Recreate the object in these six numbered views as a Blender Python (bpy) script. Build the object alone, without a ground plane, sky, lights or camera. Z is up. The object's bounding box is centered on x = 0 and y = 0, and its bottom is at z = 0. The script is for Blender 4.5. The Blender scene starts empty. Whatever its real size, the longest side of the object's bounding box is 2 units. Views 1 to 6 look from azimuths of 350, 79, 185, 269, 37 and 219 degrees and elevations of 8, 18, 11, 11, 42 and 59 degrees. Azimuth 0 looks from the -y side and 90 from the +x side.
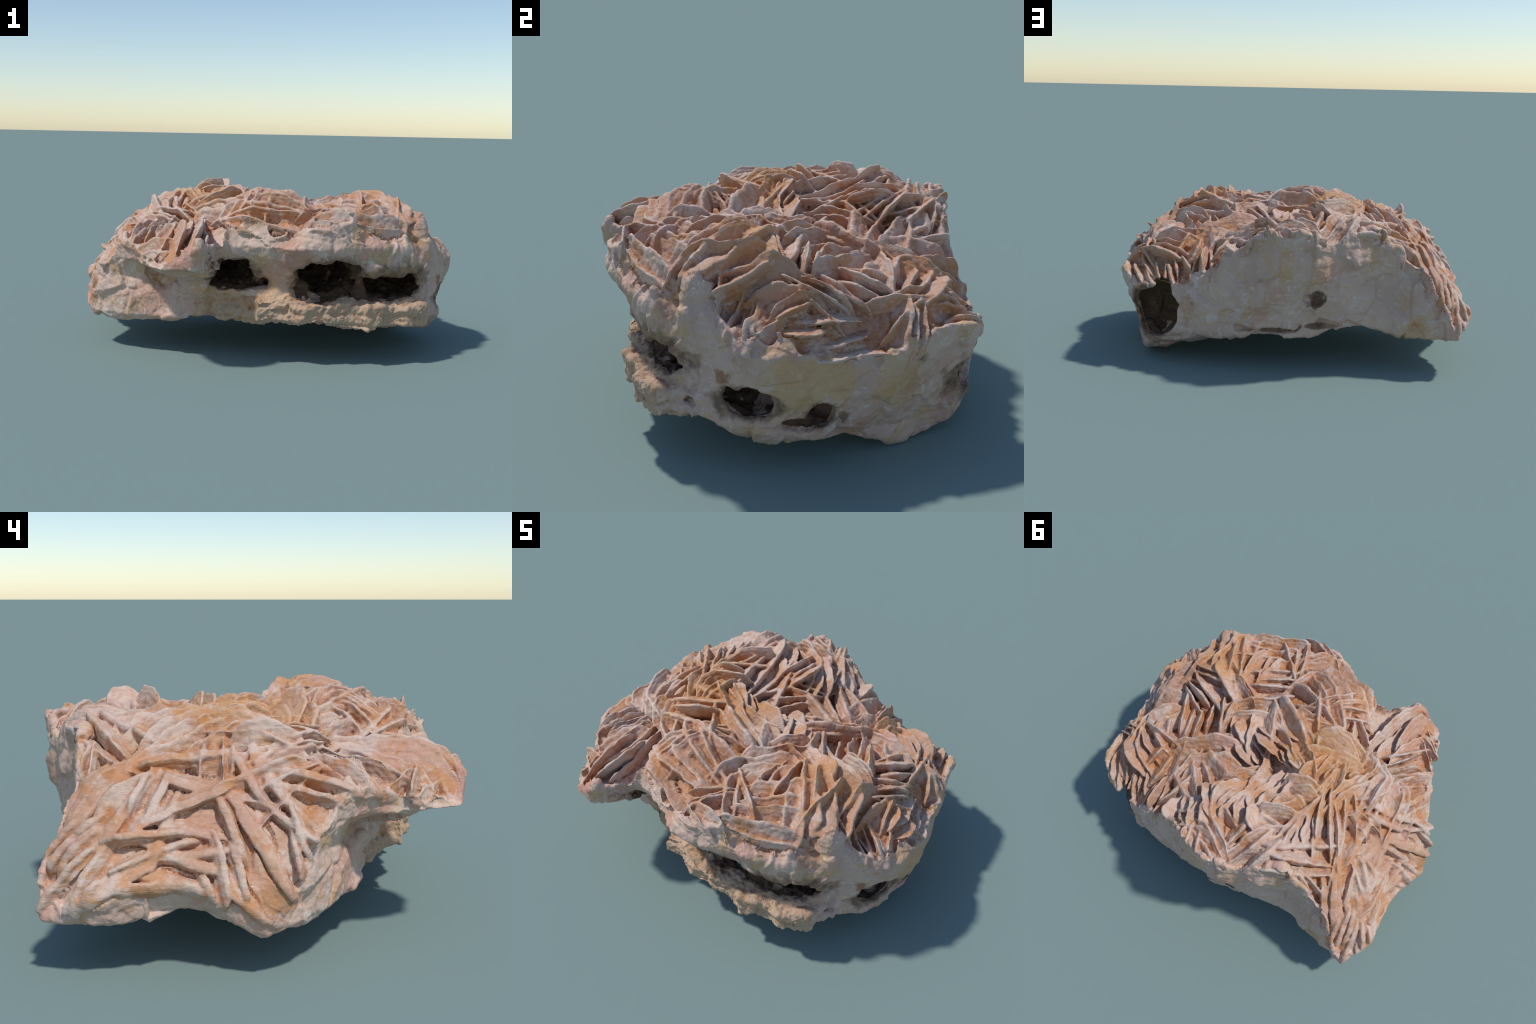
"""Barite crystal cluster: a pale rock whose top is a thicket of intergrown
blade-like crystals, with broken smooth flanks, a gritty ledge and open cavities.

The rock is built as one implicit solid: cross-section outlines lofted by
height, a crest surface, a bottom surface, cavities, and packets of parallel
blades.  It is meshed once and then split into named parts."""
import bpy
import numpy as np
from math import radians, pi

H_CELL = 0.005                      # grid cell of the implicit solid, metres
rng = np.random.default_rng(11)

# ------------------------------------------------------------------ the mass
# outlines of the rock at heights z, counter-clockwise control points (x, y)
OUTLINES = {
    0.10: [(.93, -.1), (.86, .13), (.81, .3), (.77, .5), (.68, .61), (.36, .65), (0, .65), (-.3, .62),
           (-.6, .53), (-.8, .51), (-.9, .36), (-.88, .15), (-.94, -.02), (-.89, -.13), (-.7, -.25),
           (-.45, -.38), (-.1, -.53), (.2, -.62), (.5, -.61), (.75, -.44)],
    0.20: [(.96, -.1), (.93, .1), (.85, .35), (.77, .58), (.62, .66), (.36, .68), (0, .68), (-.3, .65),
           (-.55, .59), (-.78, .64), (-.92, .655), (-.96, .48), (-.94, .33), (-.9, .18), (-.96, .02),
           (-.98, -.08), (-.91, -.20), (-.71, -.33), (-.48, -.45), (-.15, -.57), (.15, -.68), (.42, -.72),
           (.66, -.69), (.8, -.50), (.9, -.36)],
    0.30: [(.99, -.1), (.96, .1), (.88, .35), (.80, .57), (.64, .67), (.36, .69), (0, .70), (-.27, .67),
           (-.55, .59), (-.76, .635), (-.91, .67), (-.99, .5), (-.97, .4), (-.94, .28), (-.94, .16),
           (-.985, .03), (-.985, -.09), (-.92, -.21), (-.71, -.34), (-.55, -.385), (-.42, -.44), (-.3, -.48), (-.15, -.57), (0, -.62),
           (.2, -.68), (.45, -.67), (.62, -.645), (.75, -.53), (.87, -.4), (.95, -.27)],
    0.40: [(1.0, -.15), (.97, .1), (.90, .38), (.83, .56), (.65, .66), (.36, .69), (.1, .735), (-.1, .735), (-.24, .72), (-.38, .645),
           (-.55, .575), (-.75, .615), (-.91, .66), (-.985, .5), (-.98, .32), (-.96, .15), (-.985, 0),
           (-.98, -.15), (-.87, -.23), (-.69, -.33), (-.60, -.37), (-.52, -.47), (-.42, -.50), (-.34, -.47), (-.2, -.54), (0, -.60), (.3, -.64),
           (.6, -.635), (.745, -.52), (.87, -.41), (.97, -.3)],
    0.50: [(1.01, -.15), (.98, .05), (.92, .33), (.865, .55), (.66, .65), (.4, .665), (.2, .705), (0, .755), (-.18, .75),
           (-.36, .66), (-.55, .56), (-.75, .59), (-.91, .65), (-.98, .5), (-.97, .3), (-.97, .15), (-.99, 0),
           (-.96, -.2), (-.83, -.31), (-.735, -.42), (-.71, -.60), (-.65, -.745), (-.5, -.795), (-.39, -.715), (-.33, -.58),
           (-.2, -.61), (0, -.70), (.27, -.72), (.65, -.645), (.75, -.54), (.87, -.42), (.97, -.32)],
    0.60: [(.945, -.17), (.90, .05), (.86, .25), (.78, .45), (.6, .6), (.4, .635), (.2, .695), (0, .765), (-.18, .77),
           (-.34, .69), (-.54, .58), (-.73, .59), (-.90, .63), (-.98, .5), (-.98, .2), (-.99, 0), (-.95, -.2),
           (-.83, -.315), (-.765, -.46), (-.715, -.61), (-.65, -.75), (-.49, -.79), (-.38, -.71), (-.3, -.62), (-.15, -.68),
           (.05, -.79), (.25, -.76), (.5, -.705), (.68, -.62), (.79, -.48), (.86, -.38), (.93, -.29)],
    0.70: [(.84, -.15), (.75, .1), (.70, .3), (.56, .5), (.32, .62), (.12, .72), (-.1, .775), (-.3, .70),
           (-.5, .58), (-.73, .58), (-.90, .63), (-.98, .5), (-.98, .2), (-.99, 0), (-.95, -.2), (-.8, -.34),
           (-.73, -.48), (-.65, -.70), (-.5, -.76), (-.4, -.68), (-.3, -.60), (-.1, -.68), (.1, -.765), (.3, -.735), (.5, -.69), (.70, -.57), (.78, -.42),
           (.82, -.28)],
}
# crest surface: control points (x, y, z) the blade tops reach
CREST = [
    (.55, -.23, .85), (.57, -.34, .84), (-.03, -.43, .86), (-.15, .35, .84), (.22, -.06, .78), (.56, -.08, .735),
    (.73, -.21, .775), (.16, -.59, .77), (-.40, -.43, .716), (-.15, .18, .78), (-.15, .76, .785), (.04, .74, .77),
    (.14, .71, .73), (.24, .68, .655), (.37, .63, .58), (.50, .62, .51), (.60, .62, .46), (-.22, .71, .735),
    (-.275, .66, .735), (-.34, .64, .80), (-.45, .60, .79), (-.57, .54, .70), (-.18, .11, .83), (.84, .55, .50),
    (.84, .05, .61), (.93, .05, .48), (.82, .25, .595), (.92, .25, .48), (.75, -.08, .70), (.86, -.10, .67), (.93, -.20, .59),
    (.80, -.32, .58), (.73, -.49, .76), (.60, -.50, .78), (.66, -.60, .62), (.70, -.60, .50), (.60, -.64, .655),
    (.50, -.66, .68), (.40, -.66, .735), (.29, -.67, .79), (.19, -.68, .775), (.075, -.745, .72), (.03, -.79, .64),
    (-.20, -.62, .75), (-.12, -.69, .68), (-.49, -.72, .665), (-.58, -.72, .60),
    (-.67, -.67, .56), (-.82, -.29, .64), (-.58, -.50, .675), (-.75, -.44, .62), (-.60, -.30, .68), (-.81, -.03, .59), (-.95, -.14, .40), (-.81, .366, .60),
    (-.755, .56, .56), (-.75, .20, .65), (-.68, .25, .715), (-.48, .28, .81), (-.56, .10, .785), (-.55, -.15, .785),
    (-.30, -.10, .82), (-.25, -.28, .81), (.10, -.15, .78), (.20, -.33, .80), (0, 0, .75), (0, .50, .81),
    (-.34, .50, .81), (.30, .20, .695), (.30, .45, .67), (.55, .36, .665), (.10, .30, .735), (.12, .14, .725), (.70, .12, .66),
    (.66, .45, .62), (-.97, .48, .36), (-.88, .48, .47), (-.91, .64, .315), (-.97, .03, .32), (-.90, .18, .43), (-.92, .35, .42),
    (-.99, -.08, .30), (.98, -.08, .51), (.92, -.30, .59), (.86, .42, .54), (.40, -.45, .82), (-.36, -.60, .67),
]
# bottom surface: control points (x, y, z)
FLOOR = [
    (.75, .30, 0), (.85, .13, .05), (.86, -.02, .09), (.85, -.25, .095), (.85, -.46, .185), (.7, -.55, .185),
    (.45, -.55, .18), (.2, -.5, .185), (-.15, -.5, .205), (-.44, -.45, .20), (-.70, -.33, .16), (-.97, -.02, .155),
    (-.88, -.12, .155), (-.90, .18, .215), (-.93, .33, .19), (-.87, .6, .195), (-.65, .55, .205), (-.48, .55, .22),
    (-.27, .58, .215), (-.11, .6, .165), (.1, .6, .17), (.38, .6, .135), (.5, .6, .125), (.72, .58, .08), (.78, .48, .03),
    (0, 0, .16), (.4, .1, .10), (-.5, .1, .19), (.4, -.2, .14), (0, .3, .16), (-.4, -.2, .19), (.4, .4, .08), (.6, .2, .05),
]


def smooth_loop(points, steps=8):
    """Catmull-Rom through a closed loop of 2D points."""
    p = np.array(points, float)
    t = np.linspace(0, 1, steps, endpoint=False)[:, None]
    out = []
    for i in range(len(p)):
        a, b, c, d = p[i - 1], p[i], p[(i + 1) % len(p)], p[(i + 2) % len(p)]
        s = 0.5 * (2 * b + (c - a) * t + (2 * a - 5 * b + 4 * c - d) * t ** 2 + (3 * b - a - 3 * c + d) * t ** 3)
        out.append(0.5 * s + 0.5 * (b + (c - b) * t))
    return np.vstack(out)


def radius_at(points, theta):
    """Radius of a star-shaped loop along the directions theta."""
    loop = smooth_loop(points)
    a, r = np.arctan2(loop[:, 1], loop[:, 0]), np.hypot(loop[:, 0], loop[:, 1])
    o = np.argsort(a)
    a, r = a[o], r[o]
    return np.interp(theta, np.r_[a[-3:] - 2 * pi, a, a[:3] + 2 * pi], np.r_[r[-3:], r, r[:3]])


def fit_surface(points, stiff=0.0008):
    """Smooth height surface z(x, y) through control points (thin plate)."""
    p = np.array(points, float)

    def kernel(d2):
        return 0.5 * d2 * np.log(d2 + 1e-9)

    n = len(p)
    d2 = ((p[:, None, :2] - p[None, :, :2]) ** 2).sum(-1)
    q = np.c_[np.ones(n), p[:, :2]]
    m = np.block([[kernel(d2) + stiff * np.eye(n), q], [q.T, np.zeros((3, 3))]])
    w = np.linalg.solve(m, np.r_[p[:, 2], 0, 0, 0])

    def height(x, y):
        z = w[n] + w[n + 1] * x + w[n + 2] * y
        for (px, py, _), wi in zip(p, w[:n]):
            z = z + wi * kernel((x - px) ** 2 + (y - py) ** 2)
        return z

    return height


crest, floor = fit_surface(CREST), fit_surface(FLOOR, 0.0005)


# ------------------------------------------------------------------ noise
def lattice(ix, iy, iz, seed):
    h = (ix * 374761393 + iy * 668265263 + iz * 1274126177 + seed * 974711).astype(np.int64) & 0xFFFFFFFF
    h = ((h ^ (h >> 13)) * 1274126177) & 0xFFFFFFFF
    return ((h ^ (h >> 16)) & 0xFFFF).astype(np.float32) / 32767.5 - 1.0


def noise(x, y, z, scale, seed=0):
    """Value noise in -1..1."""
    p = [np.asarray(c, np.float32) * scale + 1000.37 for c in (x, y, z)]
    i = [np.floor(c).astype(np.int64) for c in p]
    f = [c - k for c, k in zip(p, i)]
    u, v, w = [c * c * c * (c * (c * 6 - 15) + 10) for c in f]

    def corner(a, b, c):
        return lattice(i[0] + a, i[1] + b, i[2] + c, seed)

    x00 = corner(0, 0, 0) * (1 - u) + corner(1, 0, 0) * u
    x10 = corner(0, 1, 0) * (1 - u) + corner(1, 1, 0) * u
    x01 = corner(0, 0, 1) * (1 - u) + corner(1, 0, 1) * u
    x11 = corner(0, 1, 1) * (1 - u) + corner(1, 1, 1) * u
    return (x00 * (1 - v) + x10 * v) * (1 - w) + (x01 * (1 - v) + x11 * v) * w


def fractal(x, y, z, scale, seed=0, octaves=3, gain=0.5):
    total, amp = 0, 1.0
    for o in range(octaves):
        total = total + amp * noise(x, y, z, scale * 2 ** o, seed + 17 * o)
        amp *= gain
    return total


def smoothstep(a, b, x):
    t = np.clip((x - a) / (b - a), 0, 1)
    return t * t * (3 - 2 * t)


def soft_min(a, b, k):
    h = np.clip(0.5 + 0.5 * (b - a) / k, 0, 1)
    return b * (1 - h) + a * h - k * h * (1 - h)


def soft_max(a, b, k):
    return -soft_min(-a, -b, k)


def facets(x, y, z, scale, tilt, seed):
    """Broken faces: every Voronoi cell is a plane with a tilt of its own."""
    p = np.stack([x, y, z], -1) * scale + 500.0
    base = np.floor(p).astype(np.int64)
    first, second = np.full(len(p), 9.0), np.full(len(p), 9.0)
    lift = np.zeros(len(p))
    for a in (-1, 0, 1):
        for b in (-1, 0, 1):
            for c in (-1, 0, 1):
                cell = base + (a, b, c)
                rnd = [lattice(*cell.T, seed + k) for k in range(6)]
                away = p - (cell + 0.5 + 0.42 * np.stack(rnd[:3], -1))
                d = np.sqrt((away ** 2).sum(-1))
                plane = (away * np.stack(rnd[3:], -1)).sum(-1)
                closer = d < first
                second = np.where(closer, first, np.minimum(second, d))
                lift = np.where(closer, plane, lift)
                first = np.where(closer, d, first)
    return tilt / scale * lift * smoothstep(0.0, 0.16, second - first)


# ------------------------------------------------------------------ the grid
LOW, HIGH = np.array([-1.06, -0.84, -0.05]), np.array([1.06, 0.84, 0.94])
SIZE = np.ceil((HIGH - LOW) / H_CELL).astype(int) + 1
AX = [LOW[k] + H_CELL * np.arange(SIZE[k]) for k in range(3)]
GX, GY = [a.astype(np.float32) for a in np.meshgrid(AX[0], AX[1], indexing="ij")]
RHO, THETA = np.hypot(GX, GY), np.arctan2(GY, GX)


def on_grid(surface, step=5):
    """The surface on the grid, from every fifth row and column."""
    xs, ys = [np.arange(0, SIZE[k] + step, step) * H_CELL + LOW[k] for k in (0, 1)]
    z = surface(*np.meshgrid(xs, ys, indexing="ij"))
    z = np.stack([np.interp(AX[1], ys, row) for row in z])
    return np.stack([np.interp(AX[0], xs, col) for col in z.T], 1).astype(np.float32)


CREST_Z, FLOOR_Z = on_grid(crest), on_grid(floor)
gx, gy = np.gradient(CREST_Z, H_CELL)
CREST_N = 1 / np.sqrt(1 + np.clip(gx ** 2 + gy ** 2, 0, 4))      # cosine of the slope
LEVELS = sorted(OUTLINES)
RADII = [radius_at(OUTLINES[z], THETA).astype(np.float32) for z in LEVELS]


def side_radius(z):
    z = min(max(z, LEVELS[0]), LEVELS[-1])
    k = min(int(np.searchsorted(LEVELS, z, side="right")) - 1, len(LEVELS) - 2)
    t = (z - LEVELS[k]) / (LEVELS[k + 1] - LEVELS[k])
    return RADII[k] * (1 - t) + RADII[k + 1] * t


# the rock sinks below the crest surface except along the broken rims
PIT = 0.076 + 0.024 * noise(GX, GY, 0 * GX, 9, 3)
PIT = PIT - 0.03 * smoothstep(.16, .08, np.hypot(GX + .52, GY + .66))
side = np.empty(SIZE, np.float32)
for k, z in enumerate(AX[2]):
    side[:, :, k] = (RHO - side_radius(z)) * 0.93
field = np.empty(SIZE, np.float32)
# (the left slope has no rim: the blades run down it)
TURN = np.degrees(THETA) % 360
SLOPE = smoothstep(142, 150, TURN) * smoothstep(203, 196, TURN)
LOW_RIM = 0.015 * np.exp(-((GX - .70) ** 2 + (GY + .52) ** 2) / .012)
RIM = 0.030 * noise(GX, GY, 0 * GX, 9, 5) - 0.065 * np.abs(noise(GX, GY, 0 * GX, 17, 6)) - 0.004 - LOW_RIM
for k, z in enumerate(AX[2]):
    inner = np.maximum(smoothstep(0.012, 0.06, -side[:, :, k]), SLOPE)
    top = (z - (CREST_Z - PIT * inner + RIM * (1 - inner))) * CREST_N
    field[:, :, k] = soft_max(soft_max(side[:, :, k], top, 0.012), (FLOOR_Z - z) * 0.95, 0.03)


def box(centre, reach):
    """Grid slices around a point, and the coordinates inside."""
    c, r = np.array(centre, float), np.array(reach, float)
    a = np.clip(np.floor((c - r - LOW) / H_CELL).astype(int), 0, SIZE - 1)
    b = np.clip(np.ceil((c + r - LOW) / H_CELL).astype(int) + 1, 1, SIZE)
    s = tuple(slice(i, j) for i, j in zip(a, b))
    x, y, z = [AX[k][s[k]].astype(np.float32) for k in range(3)]
    return s, x[:, None, None], y[None, :, None], z[None, None, :]


# ------------------------------------------------------------------ blades
# packets of parallel blades: centre x, y, strike in degrees, blade length,
# width of the packet across the strike, number of blades
PACKETS = [
    (0.74, 0.09, 58, 0.22, 0.22, 6),      # east edge, fine stripes
    (0.47, -0.15, 158, 0.32, 0.19, 4),    # big plates
    (0.55, -0.36, 122, 0.34, 0.22, 5),    # upright front plates
    (0.69, -0.33, 98, 0.28, 0.12, 3),
    (0.67, -0.47, 120, 0.24, 0.14, 4),
    (0.43, -0.53, 28, 0.28, 0.26, 6),     # front shelf
    (0.24, -0.30, 43, 0.20, 0.17, 5),     # steps
    (0.48, 0.08, 113, 0.22, 0.34, 8),
    (0.34, 0.19, 30, 0.38, 0.14, 4),
    (0.25, 0.38, 153, 0.27, 0.24, 5),
    (0.44, 0.47, 70, 0.21, 0.24, 5),
    (0.63, 0.39, 157, 0.31, 0.23, 6),     # rosette by the far corner
    (0.79, 0.50, 115, 0.20, 0.10, 3),
    (0.80, -0.14, 86, 0.24, 0.12, 3),
    (0.18, 0.01, 114, 0.22, 0.00, 1),     # lone disc
    (0.25, 0.06, 126, 0.15, 0.05, 2),
    (0.03, 0.00, 165, 0.27, 0.19, 7),     # fine fan
    (0.27, -0.11, 42, 0.24, 0.06, 2),
    (0.03, 0.25, 51, 0.22, 0.11, 3),
    (-0.22, 0.29, 83, 0.36, 0.40, 8),     # long swathe
    (-0.45, 0.06, 81, 0.32, 0.10, 3),
    (-0.07, 0.59, 162, 0.18, 0.12, 4),
    (0.16, 0.58, 117, 0.17, 0.28, 6),
    (-0.12, 0.68, 162, 0.26, 0.09, 3),
    (-0.28, 0.58, 74, 0.25, 0.20, 4),
    (-0.52, 0.50, 35, 0.43, 0.14, 4),
    (-0.55, 0.20, 123, 0.28, 0.20, 6),
    (-0.62, 0.00, 62, 0.24, 0.05, 2),
    (-0.63, -0.03, 93, 0.28, 0.25, 6),
    (-0.69, 0.09, 1, 0.17, 0.09, 3),
    (-0.80, 0.16, 88, 0.28, 0.20, 5, 0.45, 0.42),
    (-0.67, -0.35, 53, 0.27, 0.20, 7),    # left shoulder, fine
    (-0.48, -0.54, 78, 0.34, 0.17, 6),    # left lobe
    (-0.11, -0.52, 148, 0.38, 0.40, 8),   # wavy shells at the front
    (-0.06, -0.19, 144, 0.30, 0.13, 3),
    (-0.28, -0.16, 3, 0.27, 0.21, 5),
    (-0.46, -0.23, 113, 0.22, 0.10, 3),
    (0.05, -0.13, 145, 0.32, 0.14, 4),
    (-0.89, -0.03, 42, 0.32, 0.20, 4, 0.4, 0.42),    # thick blades on the left slope
    (-0.76, -0.12, 109, 0.28, 0.14, 5),
    (-0.88, 0.44, 122, 0.34, 0.20, 4, 0.4, 0.42),    # tail
    (-0.87, 0.57, 105, 0.22, 0.10, 3, -0.1, 0.42),
    (-0.92, 0.20, 84, 0.26, 0.12, 3, 0.4, 0.42),
    (-0.95, 0.06, 30, 0.22, 0.10, 3, -0.35, 0.42),
    (-0.86, -0.20, 60, 0.24, 0.12, 3, 0.1, 0.42),
    (-0.72, 0.42, 118, 0.26, 0.12, 3),
    (-0.93, 0.32, 96, 0.24, 0.10, 3, 0.1, 0.42),
    (-0.82, 0.03, 40, 0.26, 0.10, 3, 0.1, 0.42),
    (-0.84, 0.30, 150, 0.22, 0.10, 3, 0.0, 0.5),
    (-0.94, 0.52, 118, 0.26, 0.12, 3, -0.35, 0.42),
    (-0.78, 0.52, 128, 0.24, 0.12, 3, -0.2, 0.5),
]
covered = np.zeros(SIZE[:2], np.float32)
best = np.zeros(SIZE, np.int16)
blades = []


def crest_frame(x, y):
    e = 0.03
    z = float(crest(x, y))
    dx, dy = (float(crest(x + e, y)) - float(crest(x - e, y))) / (2 * e), (float(crest(x, y + e)) - float(crest(x, y - e))) / (2 * e)
    g = np.hypot(dx, dy)
    if g > 1.6:
        dx, dy = dx * 1.6 / g, dy * 1.6 / g
    n = np.array([-dx, -dy, 1.0])
    return z, n / np.linalg.norm(n), dx, dy


def add_blade(x, y, strike, length, lean, rise, thick, blunt=0.15, depth=0.13):
    """One blade: a lens-shaped plate standing on the crest surface, its plane
    holding the strike direction; its top follows the crest and dives at the ends."""
    z, n, dx, dy = crest_frame(x, y)
    c, s = np.cos(radians(strike)), np.sin(radians(strike))
    t = np.array([c, s, dx * c + dy * s])
    t /= np.linalg.norm(t)
    b = np.cross(n, t)
    b /= np.linalg.norm(b)
    up, across = n * np.cos(lean) + b * np.sin(lean), b * np.cos(lean) - n * np.sin(lean)
    half = length / 2
    reach = np.abs(t) * half + np.abs(up) * (depth + 0.03) + 0.03
    sl, gx_, gy_, gz_ = box((x, y, z - 0.03), reach)
    if 0 in field[sl].shape:
        return
    px, py, pz = gx_ - x, gy_ - y, gz_ - z
    u = px * t[0] + py * t[1] + pz * t[2]
    v = px * up[0] + py * up[1] + pz * up[2]
    w = px * across[0] + py * across[1] + pz * across[2]
    ph = rng.uniform(0, 6.28, 6)
    bend = rng.normal(0, 0.2)
    w = w - bend * u * u - 0.0028 * np.sin(u * 18 + ph[0] + v * 14) - 0.0012 * np.sin(u * 60 + ph[1])
    q = np.clip(np.abs(u) / half, 0, 1.3)
    skew = rng.uniform(-0.25, 0.25) * u / half
    tops = rise - (rise + 0.075) * (q + skew * q) ** 3.8 + 0.008 * np.sin(u * 26 + ph[2]) + 0.0035 * np.sin(u * 70 + ph[3])
    gap = (gz_ - CREST_Z[sl[0], sl[1]][:, :, None] - tops) * CREST_N[sl[0], sl[1]][:, :, None]
    ribs = 0.0016 * np.sin(gap * 260 + ph[4] + 5 * u) + 0.0012 * np.sin(gap * 430 + ph[5])
    body = thick * (blunt + (1 - blunt) * np.clip(-gap / 0.068, 0, 1)) * (1.05 - 0.5 * q * q) + ribs
    d = soft_max(np.abs(w) - body, gap, 0.004)
    d = np.maximum(np.maximum(d, np.abs(u) - half), -v - depth)
    d = soft_max(d, side[sl] - 0.013 + 0.022 * smoothstep(0.02, 0.07, -gap), 0.012)
    d = np.maximum(d, FLOOR_Z[sl[0], sl[1]][:, :, None] + 0.035 - gz_)
    blades.append(dict(x=x, y=y, strike=strike))
    k = len(blades)
    old = field[sl]
    best[sl] = np.where((d < old) & (d < 0.02), k, best[sl])
    field[sl] = soft_min(old, d, 0.006)
    cx, cy = np.abs((GX - x) * c + (GY - y) * s), np.abs((GY - y) * c - (GX - x) * s)
    np.maximum(covered, ((cx < half * 0.8) & (cy < 0.022)).astype(np.float32), out=covered)


def add_packet(x, y, strike, length, width, count, lean=None, blunt=0.15):
    c, s = np.cos(radians(strike)), np.sin(radians(strike))
    base = rng.choice((-1, 1)) * rng.uniform(0.10, 0.55) if lean is None else lean
    count = max(1, round(0.85 * count))
    spacing = width / max(count - 1, 1) if count > 1 else 0.045
    for i in range(count):
        o = 0 if count == 1 else (i / (count - 1) - 0.5) * width + rng.normal(0, 0.009)
        a = rng.normal(0, 0.022)
        add_blade(x - s * o + c * a, y + c * o + s * a, strike + rng.normal(0, 7) + 10 * (o / max(width, 0.01)) * rng.normal(0, 1),
                  length * rng.uniform(1.0, 1.7), base + rng.normal(0, 0.10), rng.uniform(-0.020, 0.020) + (0.035 if rng.uniform() < 0.09 else 0), float(np.clip(0.50 * spacing, 0.014, 0.036)) * rng.uniform(0.8, 1.2), blunt)


for p in PACKETS:
    add_packet(*p)
# smaller packets fill what is still bare
rim_radius = np.maximum.reduce(RADII)
for _ in range(2600):
    x, y = rng.uniform(-0.98, 0.98), rng.uniform(-0.76, 0.76)
    i, j = int((x - LOW[0]) / H_CELL), int((y - LOW[1]) / H_CELL)
    if RHO[i, j] > rim_radius[i, j] - 0.03 or covered[max(i - 5, 0):i + 6, max(j - 5, 0):j + 6].mean() > (0.35 if SLOPE[i, j] > 0.5 else 0.2):
        continue
    z, n, dx, dy = crest_frame(x, y)
    if z < FLOOR_Z[i, j] + 0.06 or side[i, j, min(max(int((z - LOW[2]) / H_CELL), 0), SIZE[2] - 1)] > -0.015:
        continue
    on_slope = SLOPE[i, j] > 0.5 and x < -0.74
    add_packet(x, y, rng.uniform(0, 180), rng.uniform(0.16, 0.26), 0.085, 3, *((rng.normal(0, 0.35), 0.4) if on_slope else ()))
print("blades", len(blades), "bare", float((covered[(RHO < 0.6)] < 0.5).mean()))

# ------------------------------------------------------------------ cavities
# centre, half sizes, roughness
CAVITIES = [
    ((-.27, -.40, .46), (.15, .25, .10), .014), ((-.15, -.54, .40), (.10, .12, .03), .014),
    ((.20, -.44, .455), (.17, .28, .125), .012), ((.56, -.44, .395), (.19, .24, .09), .012),
    ((.20, -.68, .45), (.18, .16, .09), .016), ((.56, -.66, .39), (.19, .12, .07), .016),
    ((.35, -.66, .38), (.43, .16, .075), .014),
    ((.86, -.32, .285), (.16, .105, .065), .012), ((.90, -.07, .24), (.12, .055, .065), .010),
    ((.95, -.15, .19), (.07, .06, .025), .01), ((.735, -.525, .255), (.05, .022, .022), .004),
    ((.68, .60, .285), (.14, .21, .14), .006), ((.64, .62, .40), (.05, .10, .05), .006),
    ((-.18, .725, .395), (.045, .03, .04), .008), ((-.22, .68, .245), (.12, .05, .018), .014), ((.02, .70, .22), (.13, .05, .016), .014),
]
# open hollows of clean crystal under the left shoulder
SCOOPS = [((-.64, -.445, .41), (.13, .11, .10), .02)]
hollow = np.full(SIZE, 9.0, np.float32)
for n, (centre, half, rough) in enumerate(CAVITIES + SCOOPS):
    sl, x, y, z = box(centre, np.array(half) + 0.09)
    x, y, z = np.broadcast_arrays(x, y, z)
    q = np.sqrt(sum(((a - c) / h) ** 2 for a, c, h in zip((x, y, z), centre, half)))
    d = (q - 1) * min(half) * 0.9 + rough * fractal(x, y, z, 16, 7, 2)
    if n < len(CAVITIES):
        hollow[sl] = np.minimum(hollow[sl], d)
    field[sl] = soft_max(field[sl], -d, 0.012)
# pillars of crystal between the front cavities
for px, py, r in ((-.045, -.56, .06), (.37, -.57, .024)):
    sl, x, y, z = box((px, py, .40), (.12, .12, .14))
    d = np.hypot(x - px - 0.02 * np.sin(z * 20), y - py) - r - 2.2 * (z - .41) ** 2
    d = np.maximum(d, np.abs(z - .40) - .12)
    field[sl] = soft_min(field[sl], d.astype(np.float32), 0.02)
# the gritty slab that juts out under the front cavities
sl, x, y, z = box((.27, -.5, .24), (.55, .28, .12))
x, y, z = np.broadcast_arrays(x, y, z)
edge = -.715 + .03 * noise(x, 0 * x, 0 * x, 9, 31) + .09 * smoothstep(.15, -.15, x) + .05 * smoothstep(.58, .72, x)
slab = np.maximum(np.maximum(edge - y, np.abs(x - .28) - .44), np.abs(z - (.256 + .04 * (0.3 - x))) - .052 - .012 * fractal(x, y, z, 14, 33, 2))
field[sl] = soft_min(field[sl], np.maximum(slab, y + .38).astype(np.float32), 0.02)


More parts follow.
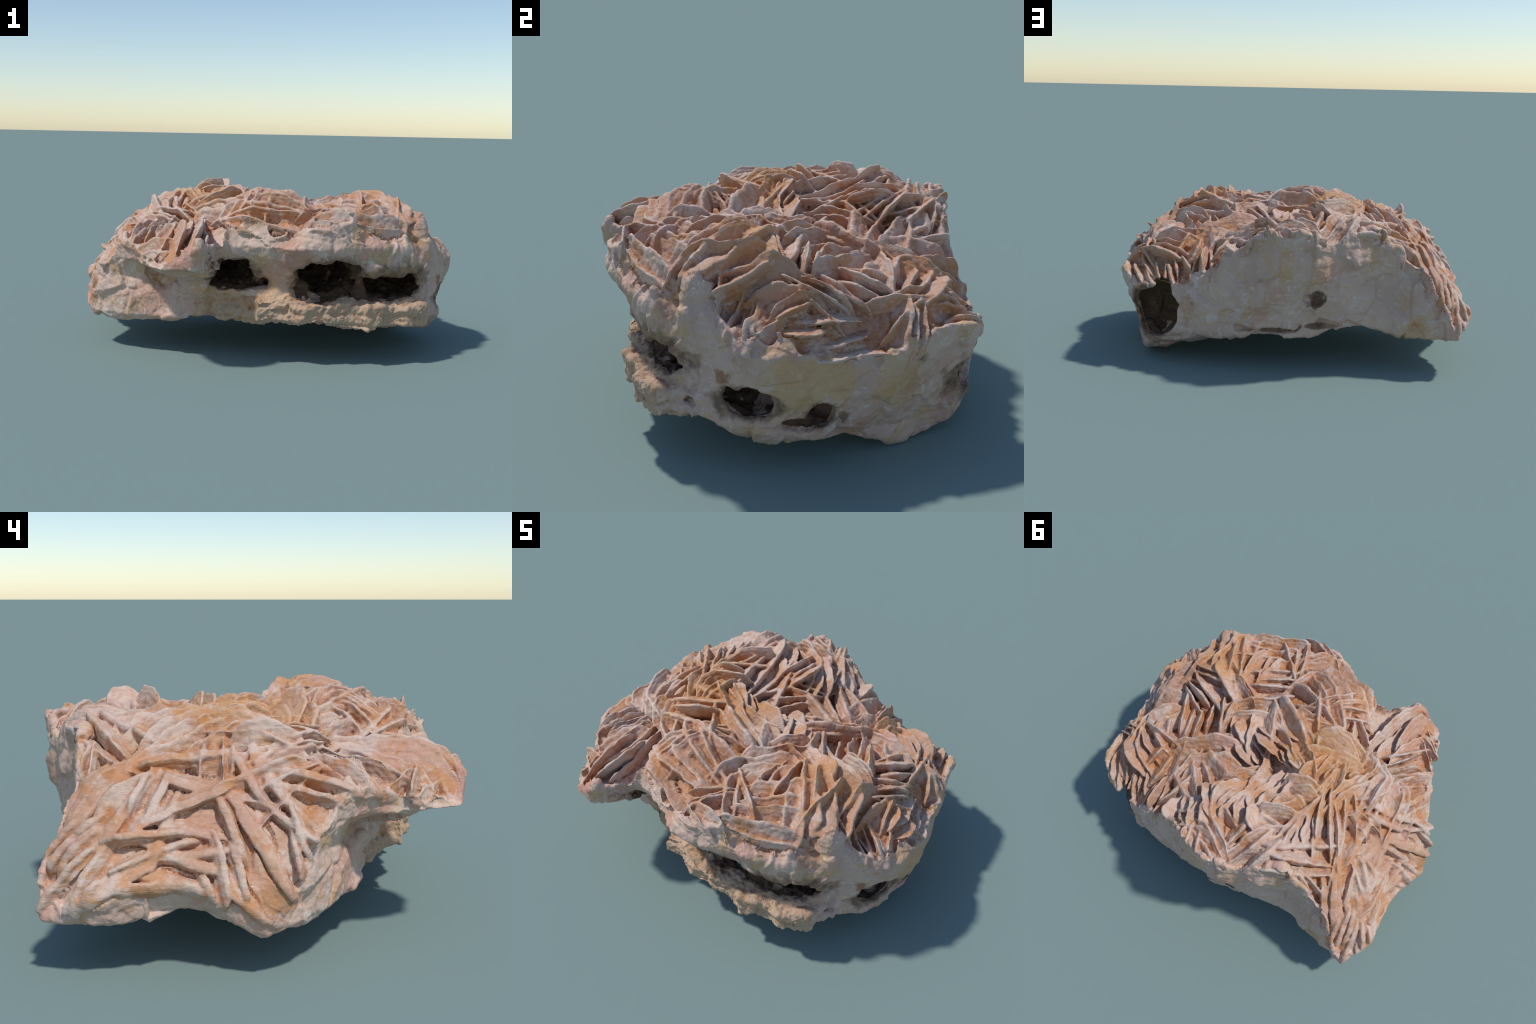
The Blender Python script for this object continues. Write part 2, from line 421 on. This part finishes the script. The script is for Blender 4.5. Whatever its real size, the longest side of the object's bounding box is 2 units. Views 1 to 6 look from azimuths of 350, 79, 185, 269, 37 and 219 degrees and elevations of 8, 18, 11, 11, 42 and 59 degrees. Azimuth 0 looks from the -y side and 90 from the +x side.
# ------------------------------------------------------------------ meshing
def surface_nets(f):
    """Quads of the zero surface, one vertex in each cell it crosses."""
    inside = f < 0
    n = [k - 1 for k in f.shape]
    count = np.zeros(n, np.int8)
    for a in (0, 1):
        for b in (0, 1):
            for c in (0, 1):
                count += inside[a:n[0] + a, b:n[1] + b, c:n[2] + c]
    cells = np.argwhere((count > 0) & (count < 8))
    index = np.full(n, -1, np.int32)
    index[tuple(cells.T)] = np.arange(len(cells))
    total, hits = np.zeros((len(cells), 3)), np.zeros(len(cells))
    for axis in range(3):
        for p in (0, 1):
            for q in (0, 1):
                o = [p, q]
                o.insert(axis, 0)
                a = cells + o
                e = np.zeros(3, int)
                e[axis] = 1
                fa, fb = f[tuple(a.T)], f[tuple((a + e).T)]
                m = (fa < 0) != (fb < 0)
                t = np.where(m, fa / np.where(m, fa - fb, 1), 0)
                total += m[:, None] * (np.array(o) + t[:, None] * e)
                hits += m
    verts = LOW + H_CELL * (cells + total / hits[:, None])
    quads = []
    for axis in range(3):
        s0, s1 = [slice(None)] * 3, [slice(None)] * 3
        s0[axis], s1[axis] = slice(None, -1), slice(1, None)
        a, b = inside[tuple(s0)], inside[tuple(s1)]
        p, q = [k for k in range(3) if k != axis]
        e = np.argwhere(a != b)
        e = e[(e[:, p] > 0) & (e[:, q] > 0) & (e[:, p] < n[p]) & (e[:, q] < n[q])]
        outward = a[tuple(e.T)]
        if axis == 1:
            outward = ~outward
        dp, dq = np.eye(3, dtype=int)[p], np.eye(3, dtype=int)[q]
        ring = [index[tuple((e - o).T)] for o in (dp + dq, dq, 0 * dp, dp)]
        quad = np.stack(ring, 1)
        quad[~outward] = quad[~outward][:, ::-1]
        quads.append(quad)
    return verts, np.vstack(quads)


def vertex_normals(v, q):
    n = np.cross(v[q[:, 2]] - v[q[:, 0]], v[q[:, 3]] - v[q[:, 1]])
    out = np.zeros_like(v)
    for k in range(3):
        out[:, k] = np.bincount(q.ravel(), np.repeat(n[:, k], 4), len(v))
    return out / (np.linalg.norm(out, axis=1, keepdims=True) + 1e-12)


def keep_largest(v, q):
    """Drop crumbs that float free of the rock."""
    root = np.arange(len(v))
    while True:
        low = root[q].min(1)
        new = root.copy()
        np.minimum.at(new, q.ravel(), np.repeat(low, 4))
        for _ in range(6):
            new = new[new]
        if (new == root).all():
            break
        root = new
    main = np.bincount(root).argmax()
    q = q[root[q[:, 0]] == main]
    used = np.unique(q)
    remap = np.full(len(v), -1)
    remap[used] = np.arange(len(used))
    return v[used], remap[q]


for axis in range(3):                 # close gaps thinner than a cell
    a = np.moveaxis(field, axis, 0)
    a[1:-1] = (a[:-2] + 4 * a[1:-1] + a[2:]) / 6
field[:1], field[-1:], field[:, :1], field[:, -1:], field[:, :, :1], field[:, :, -1:] = [1.0] * 6
verts, quads = surface_nets(field)
verts, quads = keep_largest(verts, quads)


def blend_at(grid, p):
    """Value of a grid at points, interpolated."""
    q = np.clip((p - LOW) / H_CELL, 0, SIZE - 1.001)
    i = q.astype(int)
    f = q - i
    out = 0
    for a in (0, 1):
        for b in (0, 1):
            for c in (0, 1):
                w = (f[:, 0] if a else 1 - f[:, 0]) * (f[:, 1] if b else 1 - f[:, 1]) * (f[:, 2] if c else 1 - f[:, 2])
                out = out + w * grid[i[:, 0] + a, i[:, 1] + b, i[:, 2] + c]
    return out


def grid_at(grid, p):
    i = np.clip(np.rint((p - LOW) / H_CELL).astype(int), 0, SIZE - 1)
    return grid[tuple(i.T)]


# soften, then roughen: broken facets on the flanks, grit and bedding on the ledge
for _ in range(1):
    mean = np.zeros_like(verts)
    ring = np.bincount(quads.ravel(), minlength=len(verts))[:, None]
    centre = verts[quads].mean(1)
    for k in range(3):
        mean[:, k] = np.bincount(quads.ravel(), np.repeat(centre[:, k], 4), len(verts))
    verts += 0.5 * (mean / ring - verts)
normals = vertex_normals(verts, quads)
x, y, z = verts.T
is_blade = grid_at(best, verts) > 0
near_hollow = grid_at(hollow, verts)
bare = np.where(is_blade, 0.25, 1.0)
front_low = smoothstep(-.38, -.5, y) * smoothstep(.36, .31, z) * smoothstep(-.75, -.55, x)
flank_at = np.where(~is_blade)[0]
broken = np.zeros(len(verts))
broken[flank_at] = facets(x[flank_at], y[flank_at], z[flank_at], 6.0, 0.17, 41) + facets(x[flank_at], y[flank_at], z[flank_at], 16, 0.10, 47)
push = bare * 0.013 * fractal(x, y, z, 5, 51, 2) + broken
push += np.where(is_blade, 0, 1) * smoothstep(.3, .6, z) * 0.005 * fractal(x, y, 0.2 * z, 20, 55, 2, 0.7)
push += 0.0022 * fractal(x, y, z, 45, 61, 2)
push += front_low * (0.007 * fractal(x, y, z, 28, 71, 3, 0.7))
for line, deep in ((.205, .014), (.262, .008)):
    wave = z - (line + .04 * (0.3 - x) + .012 * noise(x, y, 0 * x, 8, 81))
    push -= front_low * deep * np.exp(-(wave / .009) ** 2) * (0.6 + 0.6 * noise(x, y, z, 11, 83))
push += smoothstep(.03, -.01, near_hollow) * 0.004 * fractal(x, y, z, 24, 91, 3, 0.6)
verts = verts + normals * push[:, None]
# settle in the frame: on the ground, centred, two metres long
lo, hi = verts.min(0), verts.max(0)
verts[:, :2] -= (lo[:2] + hi[:2]) / 2
verts *= 2.0 / (hi - lo).max()
verts[:, 2] = np.maximum(verts[:, 2] - np.partition(verts[:, 2], 400)[400], 0) 
normals = vertex_normals(verts, quads)
print("verts", len(verts), "extent", (hi - lo).round(3))

# ------------------------------------------------------------------ parts
mid = verts[quads].mean(1)
fn = normals[quads].mean(1)
label = grid_at(best, mid).astype(int)
free = label == 0
depth_in = blend_at(side, mid) + 0.012 * noise(*mid.T, 9, 95)
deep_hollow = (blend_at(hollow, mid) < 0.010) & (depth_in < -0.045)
on_ledge = (mid[:, 1] < -.42) & (mid[:, 2] < .335) & (mid[:, 0] > -.45) & (mid[:, 0] < .72) & (fn[:, 2] > -0.6)
i, j = [np.clip(np.rint((mid[:, k] - LOW[k]) / H_CELL).astype(int), 0, SIZE[k] - 1) for k in (0, 1)]
below = (mid[:, 2] < FLOOR_Z[i, j] + 0.03) & (fn[:, 2] < -0.3)
skin = grid_at(side, mid) > -0.04
GROUND, FLANK, UNDER, LEDGE, HOLLOW = -1, -2, -3, -4, -5
part = np.where(free, np.where(skin | (fn[:, 2] < 0.1), FLANK, GROUND), label)
part = np.where(below, UNDER, part)
part = np.where(on_ledge, LEDGE, part)
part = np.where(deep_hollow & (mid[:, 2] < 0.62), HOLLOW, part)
sizes = np.bincount(np.maximum(part, 0), minlength=len(blades) + 1)
sizes[0] = 0
order = np.argsort(-sizes)
named = [k for k in order[:300] if sizes[k] > 60]
small = (part > 0) & ~np.isin(part, named)
part = np.where(small, 99999, part)

root = bpy.data.objects.new("crystal_cluster", None)
bpy.context.scene.collection.objects.link(root)
root["label"] = "pale pinkish rock covered with a thicket of intergrown blade crystals"
root["category"] = "mineral specimen"


def make_part(name, faces, material):
    q = quads[faces]
    used, flat = np.unique(q, return_inverse=True)
    me = bpy.data.meshes.new(name)
    me.vertices.add(len(used))
    me.vertices.foreach_set("co", verts[used].astype(np.float32).ravel())
    me.loops.add(q.size)
    me.loops.foreach_set("vertex_index", flat.astype(np.int32).ravel())
    me.polygons.add(len(q))
    me.polygons.foreach_set("loop_start", np.arange(0, q.size, 4, dtype=np.int32))
    me.update(calc_edges=True)
    me.validate()
    me.shade_smooth()
    me.normals_split_custom_set_from_vertices(normals[used].astype(np.float32))
    me.materials.append(material)
    ob = bpy.data.objects.new(name, me)
    ob.parent = root
    bpy.context.scene.collection.objects.link(ob)
    return ob


# ------------------------------------------------------------------ materials
class Nodes:
    """A small helper that writes node trees."""

    def __init__(self, name):
        self.mat = bpy.data.materials.new(name)
        self.mat.use_nodes = True
        self.t = self.mat.node_tree
        self.bsdf = self.t.nodes["Principled BSDF"]
        self.co = self.add("ShaderNodeTexCoord").outputs["Object"]

    def add(self, kind, **values):
        n = self.t.nodes.new(kind)
        for k, v in values.items():
            setattr(n, k, v)
        return n

    def put(self, socket, value):
        if hasattr(value, "links"):
            self.t.links.new(value, socket)
        else:
            socket.default_value = value

    def noise(self, scale, detail=4.0, rough=0.55, warp=0.0, co=None):
        n = self.add("ShaderNodeTexNoise")
        self.put(n.inputs["Vector"], co or self.co)
        n.inputs["Scale"].default_value, n.inputs["Detail"].default_value = scale, detail
        n.inputs["Roughness"].default_value, n.inputs["Distortion"].default_value = rough, warp
        return n.outputs["Fac"]

    def moved(self, offset, scale=(1, 1, 1)):
        m = self.add("ShaderNodeMapping")
        self.put(m.inputs["Vector"], self.co)
        m.inputs["Location"].default_value, m.inputs["Scale"].default_value = offset, scale
        return m.outputs[0]

    def ramp(self, value, low, high, a=0.0, b=1.0):
        r = self.add("ShaderNodeMapRange", interpolation_type="SMOOTHSTEP")
        for k, v in (("Value", value), ("From Min", low), ("From Max", high), ("To Min", a), ("To Max", b)):
            self.put(r.inputs[k], v)
        return r.outputs[0]

    def math(self, op, a, b):
        m = self.add("ShaderNodeMath", operation=op)
        self.put(m.inputs[0], a)
        self.put(m.inputs[1], b)
        return m.outputs[0]

    def mix(self, fac, a, b):
        m = self.add("ShaderNodeMix", data_type="RGBA")
        self.put(m.inputs[0], fac)
        self.put(m.inputs[6], (*a, 1) if isinstance(a, tuple) else a)
        self.put(m.inputs[7], (*b, 1) if isinstance(b, tuple) else b)
        return m.outputs[2]

    def spot(self, centre, size):
        """1 inside a ragged patch around a place on the rock."""
        d = self.add("ShaderNodeVectorMath", operation="DISTANCE")
        self.put(d.inputs[0], self.co)
        d.inputs[1].default_value = centre
        ragged = self.math("MULTIPLY", self.math("SUBTRACT", self.noise(11, 5, 0.7, 0.5), 0.5), 3.2 * size)
        return self.ramp(self.math("ADD", d.outputs["Value"], ragged), size * 1.15, size * 0.55)

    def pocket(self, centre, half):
        """1 inside a ragged ellipsoid: the dark brown in and around a cavity."""
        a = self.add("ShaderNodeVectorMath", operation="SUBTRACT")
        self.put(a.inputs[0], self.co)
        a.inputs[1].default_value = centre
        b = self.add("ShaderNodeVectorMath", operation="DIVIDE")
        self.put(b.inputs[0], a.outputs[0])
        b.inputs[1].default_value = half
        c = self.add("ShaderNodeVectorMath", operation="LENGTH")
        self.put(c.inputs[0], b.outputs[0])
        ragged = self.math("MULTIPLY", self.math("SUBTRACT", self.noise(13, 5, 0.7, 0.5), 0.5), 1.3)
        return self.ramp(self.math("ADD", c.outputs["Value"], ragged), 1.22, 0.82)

    def finish(self, colour, height, strength, distance, rough=0.62):
        bump = self.add("ShaderNodeBump")
        bump.inputs["Strength"].default_value, bump.inputs["Distance"].default_value = strength, distance
        self.put(bump.inputs["Height"], height)
        self.put(self.bsdf.inputs["Normal"], bump.outputs[0])
        self.put(self.bsdf.inputs["Base Color"], colour)
        self.put(self.bsdf.inputs["Roughness"], rough)
        self.bsdf.inputs["Specular IOR Level"].default_value = 0.3
        return self.mat


BEIGE, PALE, ORANGE, OCHRE = (.51, .30, .20), (.61, .46, .375), (.52, .235, .09), (.56, .275, .095)
PINK, CREAM, RUST, BROWN = (.55, .31, .235), (.60, .435, .345), (.30, .13, .055), (.13, .07, .045)


def crystal_material(name, stain):
    m = Nodes(name)
    point = m.add("ShaderNodeNewGeometry").outputs["Pointiness"]
    broad, fine = m.noise(3.4, 6, 0.65, 0.4), m.noise(17, 5, 0.65, 0.6)
    col = m.mix(m.ramp(broad, 0.42, 0.54), BEIGE, PALE)
    col = m.mix(m.math("MULTIPLY", m.ramp(m.noise(5.5, 5, 0.65, 0.5, m.moved((3, 1, 7))), 0.50, 0.64), 0.7), col, PINK)
    col = m.mix(m.math("MULTIPLY", m.ramp(m.noise(5, 6, 0.68, 0.8, m.moved((9, 4, 2))), 0.50, 0.61), stain), col, ORANGE)
    col = m.mix(m.math("MULTIPLY", m.spot((-.28, .0, .80), .32), 0.65), col, OCHRE)
    col = m.mix(m.math("MULTIPLY", m.spot((.55, -.25, .83), .18), 0.55), col, OCHRE)
    col = m.mix(m.math("MULTIPLY", m.spot((-.16, .18, .77), .14), 0.6), col, (.62, .48, .42))
    groove_tint = m.ramp(m.math("ADD", point, m.math("MULTIPLY", m.math("SUBTRACT", fine, 0.5), 0.10)), 0.50, 0.44)
    col = m.mix(m.math("MULTIPLY", groove_tint, 0.7), col, (.40, .16, .055))  # darker orange-brown in the grooves between blades
    worn = m.ramp(m.math("ADD", point, m.math("MULTIPLY", m.math("SUBTRACT", fine, 0.5), 0.09)), 0.50, 0.58)
    col = m.mix(m.math("MULTIPLY", worn, 0.45), col, (.63, .51, .44))
    col = m.mix(m.math("MULTIPLY", m.ramp(m.noise(30, 4, 0.65, 0.5), 0.56, 0.70), 0.4), col, (.66, .56, .50))
    streak = m.noise(11, 6, 0.7, 0.2, m.moved((0, 0, 0), (1, 1, 7)))
    return m.finish(col, m.math("ADD", streak, m.math("MULTIPLY", m.noise(70, 4, 0.6), 0.5)), 0.5, 0.012)


def flank_material(name, grime):
    m = Nodes(name)
    col = m.mix(m.ramp(m.noise(3.5, 5, 0.6, 0.5), 0.40, 0.62), CREAM, (.54, .37, .30))
    col = m.mix(m.math("MULTIPLY", m.ramp(m.noise(5, 5, 0.65, 0.8, m.moved((5, 2, 1))), 0.51, 0.63), 0.7), col, (.56, .34, .165))
    col = m.mix(m.math("MULTIPLY", m.ramp(m.noise(4, 4, 0.6, 0.4, m.moved((1, 8, 3))), 0.51, 0.63), 0.7), col, PINK)
    col = m.mix(m.math("MULTIPLY", m.ramp(m.noise(15, 7, 0.75, 1.2), 0.52, 0.66), 0.75), col, (.68, .585, .525))
    col = m.mix(m.math("MULTIPLY", m.ramp(m.noise(9, 4, 0.6, 0.3, m.moved((2, 2, 9))), 0.60, 0.70), grime), col, (.42, .19, .075))
    for centre, size, tint, much in (((-.18, .72, .39), .05, BROWN, 1), ((.855, -.408, .383), .035, RUST, .8), ((.97, -.10, .38), .16, (.56, .36, .16), .65), ((.92, .25, .30), .14, (.54, .35, .17), .55),
                                     ((.93, .33, .38), .035, BROWN, .9), ((-.56, -.76, .56), .09, (.47, .22, .165), .7), ((-.97, -.08, .28), .08, (.40, .19, .07), .8),
                                     ((.45, -.67, .56), .07, (.44, .28, .10), .6), ((.97, .02, .2), .045, BROWN, .8), ((0, -.72, .55), .10, (.47, .25, .19), .7)):
        col = m.mix(m.math("MULTIPLY", m.spot(centre, size), much), col, tint)
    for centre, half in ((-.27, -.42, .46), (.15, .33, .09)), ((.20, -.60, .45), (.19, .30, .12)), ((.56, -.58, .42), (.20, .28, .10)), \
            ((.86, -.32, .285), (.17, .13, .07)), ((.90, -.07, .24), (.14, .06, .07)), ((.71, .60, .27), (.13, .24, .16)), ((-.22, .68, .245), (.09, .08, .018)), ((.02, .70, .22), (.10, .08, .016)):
        mouth_brown = m.mix(m.ramp(m.noise(16, 5, 0.7), 0.42, 0.6), (.15, .092, .058), (.32, .205, .13))
        col = m.mix(m.math("MULTIPLY", m.pocket(centre, half), 0.92), col, mouth_brown)
    h = m.math("ADD", m.noise(14, 6, 0.65, 0.4), m.math("MULTIPLY", m.noise(60, 4, 0.65), 0.4))
    return m.finish(col, h, 0.55, 0.014)


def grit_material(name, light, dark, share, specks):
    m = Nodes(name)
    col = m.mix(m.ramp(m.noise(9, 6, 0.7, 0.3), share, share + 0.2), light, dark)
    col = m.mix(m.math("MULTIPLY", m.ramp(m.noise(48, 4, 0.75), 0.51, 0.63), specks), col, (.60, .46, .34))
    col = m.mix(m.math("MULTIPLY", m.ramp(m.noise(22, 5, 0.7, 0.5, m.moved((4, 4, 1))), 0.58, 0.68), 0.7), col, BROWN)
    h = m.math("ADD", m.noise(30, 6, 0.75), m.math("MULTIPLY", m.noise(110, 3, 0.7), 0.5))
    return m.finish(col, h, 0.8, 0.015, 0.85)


crystal = crystal_material("crystal", 0.75)
recess = crystal_material("iron_stained_crystal", 0.9)
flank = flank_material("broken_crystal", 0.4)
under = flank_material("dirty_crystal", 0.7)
grit = grit_material("gritty_matrix", (.58, .40, .27), (.48, .24, .11), 0.48, 0.6)
dark = grit_material("dark_brown", (.13, .075, .043), (.25, .15, .09), 0.50, 0.05)  # dark brown inside the cavities

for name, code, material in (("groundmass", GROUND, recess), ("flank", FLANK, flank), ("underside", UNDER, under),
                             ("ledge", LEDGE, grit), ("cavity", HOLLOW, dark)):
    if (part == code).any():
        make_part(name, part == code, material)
for k in named:
    if (part == k).any():
        make_part("blade", part == k, crystal)
if (part == 99999).any():
    make_part("blade_fragment", part == 99999, crystal)["kind"] = "stuff"
